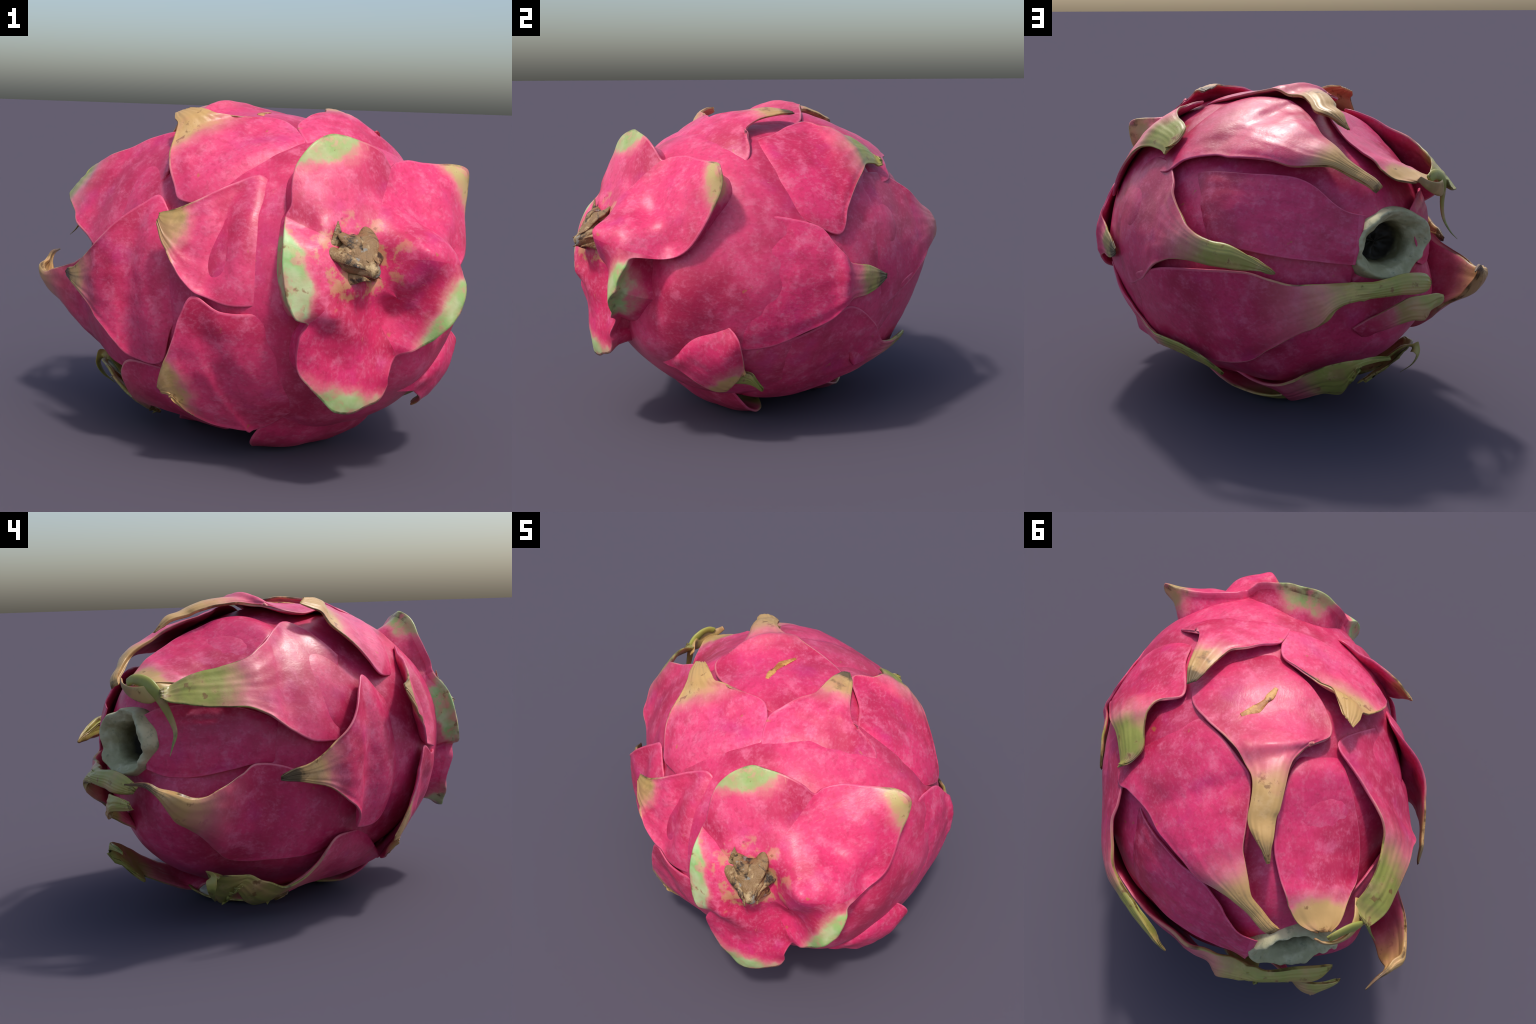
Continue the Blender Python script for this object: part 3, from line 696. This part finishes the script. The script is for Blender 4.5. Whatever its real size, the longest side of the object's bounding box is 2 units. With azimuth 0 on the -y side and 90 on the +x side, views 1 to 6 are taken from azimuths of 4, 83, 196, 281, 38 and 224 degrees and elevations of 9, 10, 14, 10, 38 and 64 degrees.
make_bract("bract", [  # belly bract on the right
    ((48.4, 128.8, -76), (52, 160, -75), -7.4), ((54.2, 116.6, -16), (62, 155, -15), -10), ((65.8, 106.5, 4), (74, 148, 0), -10),
    ((76.8, 99.5, 5), (84, 138, 5), -10), ((89, 105.9, 15), (94, 129, 15), -7.3), ((101.3, 116.2, 25), (104, 124, 25), -2.5),
    ((115.3, 117.7, 35), (114, 124.5, 30), -2), ((123.4, 121.1, 39), (121, 127, 35), -1.7), ((129.3, 126.2, 45), (127, 131.5, 40), -1.5),
    ((130.2, 135.8, 45), (128.8, 136.9, 44), -0.5)],
    crown=-10, dusk=0.5, tan=0.42, green=0.8, seed=53, parent=fruit)
make_bract("bract", [  # bract whose arm wraps under the scar
    ((75, 106.7, -44), (88, 122.4, 39), -17.5), ((118.7, 89.4, 13), (112.5, 125.4, 7), -25), ((137.6, 84, 4), (127.9, 130.5, 4), -30),
    ((150.1, 80.4, 18), (141.8, 133.9, 15), -28.5), ((156.4, 82.5, 14), (149.5, 131.9, 10), -24.1), ((160.5, 83.1, 30), (155.3, 130.7, 19), -21.2),
    ((163.8, 82.7, 26), (160.7, 129.7, 35), -18.8), ((167.3, 81, 11), (164.3, 130.9, 50), -17.5), ((171.1, 75.6, 18), (167.3, 125.7, 79), -6),
    ((174.9, 63, 18), (170.6, 115.5, 99), -4.6), ((177.2, 24.4, 44), (174.5, 113.4, 100), -3.8), ((175.6, -53.3, 60), (178.4, -162, 110), 1.8),
    ((171.6, -68.7, 69), (173.8, -105.4, 109), 1.9), ((166.4, -75.8, 69), (169.5, -99.7, 109), 1.4), ((160.2, -83.6, 89), (163.9, -98, 129), 1.4),
    ((157.1, -90.7, 99), (158.4, -97.3, 110), 3.3)],
    crown=-20, dusk=0.5, keel=0.14, tan=0.62, green=0.6, tip_thick=40, thick=26, seed=56, parent=fruit)
make_bract("bract", [  # small scale below the scar
    ((166, -172.6, -11), (159.7, -158.1, -10), 2.3), ((168.4, -147.2, 19), (162.3, -148.1, 29), 1.9), ((168.9, -120.1, 75), (164.5, -132.6, 104), 1.6),
    ((167.2, -101.3, 114), (164.6, -122.2, 155), 1.8), ((163.4, -96.9, 144), (162.6, -117.1, 184), 1.8), ((160, -95.9, 160), (161.9, -109.9, 180), 1.5),
    ((156.9, -98.3, 164), (155.6, -102.9, 164), 0.7)],
    crown=10, dusk=0.5, keel=0.12, tan=0.26, green=0.6, tip_thick=24, seed=59, parent=fruit)
make_bract("bract", [  # left bract with a lifted hook
    ((89.5, -104.8, -70), (83.3, -124, -71), 0), ((113.2, -89.4, -41), (99.4, -128.2, -41), 0), ((124.9, -84.7, -11), (118.9, -126.2, -1), 0),
    ((128.9, -87.2, 34), (130.7, -126.8, 29), 15), ((131.3, -89, 89), (135.9, -118.6, 75), 35), ((133.8, -90.7, 158), (139.6, -112.4, 104), 45),
    ((136.1, -91.9, 203), (141.9, -107.5, 150), 45), ((138.4, -91.7, 237), (143.9, -102.9, 190), 35), ((140.6, -89.8, 257), (145, -97.9, 215), 25),
    ((143.2, -88.8, 248), (145.6, -93, 244), 15), ((145.4, -87.5, 254), (146.9, -89.7, 254), 8), ((147.7, -85.1, 257), (148.9, -86.7, 260), 0),
    ((152.4, -84.9, 269), (152.6, -85.3, 269), 0)],
    crown=0, dusk=0.5, thick=70, tip_thick=30, keel=0.05, tan=0.38, green=0.2, dark=0.8, seed=62, parent=fruit)
make_bract("bract", [  # belly bract under the flower end
    ((110, 148, -75), (116, 178, -75), -4.3), ((120, 155, -30), (124, 176, -15), -2.8), ((138, 158.6, 20), (125, 171, 48), -2.5),
    ((148.5, 159.5, 39), (136.2, 171.8, 60), -2.2), ((155.1, 163.8, 60), (144.4, 173.1, 90), -1.8), ((159.1, 171.6, 79), (145.3, -178.7, 106), -2.2),
    ((160.8, 179.4, 99), (152.8, -179.1, 119), -1.2), ((161.5, -171.6, 119), (158.8, -178.8, 129), -0.6), ((160.4, -162.5, 129), (159.2, -166.5, 129), -0.3),
    ((158.1, -152.1, 131), (157.7, -152.2, 137), -0.1)],
    crown=-5, dusk=0.5, keel=0.06, tan=0.45, green=0.7, seed=65, parent=fruit)
make_bract("bract", [  # belly bract with a twisted tip
    ((78.1, -124.6, -75), (64.1, -147.7, 31), -4), ((94.4, -118.6, -15), (77.3, -154.4, 13), -5), ((100.2, -121.8, 19), (93.6, -145.7, 10), -3.8),
    ((103.1, -128.8, 40), (103.7, -142.5, 30), -2.1), ((106.5, -135.4, 50), (110.9, -147.6, 50), -1.9), ((110.8, -138.2, 60), (115, -154.7, 60), -2.4),
    ((116.7, -134.8, 59), (119.4, -151.5, 70), -2.3), ((120.7, -133.1, 59), (125.4, -141.6, 80), -1.3), ((124.2, -130.9, 59), (127.6, -138.7, 80), -1.1),
    ((127, -130.8, 69), (126.9, -146.1, 69), -1.9), ((130.6, -130.9, 80), (126.3, -158.9, 60), -3.4), ((134.6, -134.4, 79), (130.4, -152.4, 60), -2.1)],
    crown=-5, dusk=0.5, tan=0.42, green=0.6, seed=68, parent=fruit)
make_bract("bract", [  # inner bract running into the scar
    ((105.3, 57.6, -130), (119.9, 77.3, -130), -7.2), ((122.4, 48.4, -30), (137.9, 72.1, -36), -7.3), ((136.1, 37.3, -21), (150.1, 69.3, -26), -7.2),
    ((144.8, 24, -11), (159.4, 64.4, -16), -7.1), ((150.2, 17.6, 5), (166.2, 54.7, -2), -6.3), ((156.5, 11.9, 20), (170.7, 40.7, 8), -4.9),
    ((159.7, 4.3, 29), (173, 19.4, 19), -4.2), ((161, -9.3, 39), (173.4, 6.1, 29), -3.9)],
    crown=-10, dusk=0.5, tan=0, seed=86, parent=fruit)
make_bract("bract", [  # inner bract on the left of the scar
    ((110, -75, -111), (114.3, -87.7, -111), -3.9), ((119.8, -67.5, -57), (125.3, -85.2, -59), -4.9), ((130.5, -60.1, -43), (135, -86.5, -42), -6.1),
    ((138.8, -54.8, -27), (144.3, -88.1, -28), -6.5), ((147.2, -49.3, -3), (152.1, -87, -3), -6), ((153.3, -46.6, 18), (157.5, -81.1, 18), -4.6)],
    crown=-10, dusk=0.5, tan=0, seed=89, parent=fruit)
make_bract("bract", [  # underside bract
    ((38, 150, -75), (38, -150, -75), -5), ((55, 152, -15), (55, -155, -15), -5), ((68, 157, 40), (68, -160, 40), -5),
    ((78, 163, 50), (78, -170, 50), -4.1), ((86, 172, 50), (86, -178, 50), -1.5), ((90, 177, 50), (90, 179.5, 50), -0.4)],
    crown=-5, dusk=0.5, tan=0.2, green=0.6, seed=92, parent=fruit)
make_bract("bract", [  # underside bract
    ((80, 146, -75), (80, -150, -75), -5), ((95, 146, -35), (95, -150, -15), -5), ((108, 152, 15), (108, -158, 30), -5),
    ((120, 160, 35), (120, -170, 40), -4), ((128, 168, 30), (128, 179, 30), -1.3)],
    crown=-5, dusk=0.5, tan=0.25, green=0.6, seed=95, parent=fruit)

# the curl at the end of the left bract's arm and its hanging tail
make_ribbon("bract_tail", [(-0.745, 0.26, 1.135), (-0.800, 0.33, 1.130), (-0.818, 0.40, 1.115), (-0.800, 0.47, 1.125), (-0.765, 0.515, 1.150), (-0.735, 0.530, 1.175)],
    [0.020, 0.040, 0.042, 0.040, 0.030, 0.012], [0.006, 0.012, 0.012, 0.012, 0.010, 0.005], fruit, [SKIN], turns=[0, 5, 20, 35, 45, 50], props=dict(tan=1.0, green=0.4, dark=0.3, edge=0.0, mint=0.0, pale=0.0, dusk=0.3))
make_ribbon("bract_tail", [(-0.775, 0.490, 1.165), (-0.790, 0.455, 1.180), (-0.806, 0.405, 1.170), (-0.822, 0.350, 1.125), (-0.814, 0.294, 1.018), (-0.822, 0.270, 0.946), (-0.854, 0.277, 0.890), (-0.889, 0.280, 0.855)],
    [0.020, 0.030, 0.030, 0.024, 0.018, 0.018, 0.014, 0.001], [0.008, 0.010, 0.011, 0.014, 0.014, 0.013, 0.009, 0.001], fruit, [SKIN], props=dict(tan=1.0, green=0.7, dark=0.5, edge=0.0, mint=0.0, pale=0.0, dusk=0.3))
# the corky scar streak lies flat on the crown bract
crown = [o for o in fruit.children if o.get("crown")][0]
tree = BVHTree.FromPolygons([crown.matrix_basis @ v.co for v in crown.data.vertices], [p.vertices[:] for p in crown.data.polygons])
streak = []
for p in [(0.112, 0.080, 1.50), (0.098, 0.045, 1.50), (0.085, 0.010, 1.49), (0.083, -0.035, 1.49), (0.085, -0.080, 1.49), (0.095, -0.130, 1.48)]:
    d = Vector(p) - Vector(CENTRE)
    streak.append(tuple(tree.ray_cast(Vector(CENTRE) + d * 1.3, -d.normalized())[0]))
make_ribbon("scar_streak", streak, [0.010, 0.022, 0.024, 0.013, 0.019, 0.009], [0.002, 0.005, 0.005, 0.004, 0.005, 0.002], fruit, [CORK])
# the hooked tip of the twisted belly bract
make_ribbon("bract_tail", [(-0.56, 0.15, 0.20), (-0.63, 0.165, 0.262), (-0.685, 0.165, 0.272), (-0.71, 0.165, 0.235), (-0.685, 0.17, 0.18), (-0.625, 0.171, 0.130)],
    [0.06, 0.055, 0.05, 0.045, 0.035, 0.002], [0.01, 0.01, 0.01, 0.01, 0.009, 0.001], fruit, [SKIN], props=dict(tan=0.3, green=0.7, dark=0.6, edge=0.0, mint=0.0, pale=0.0, dusk=0.3))
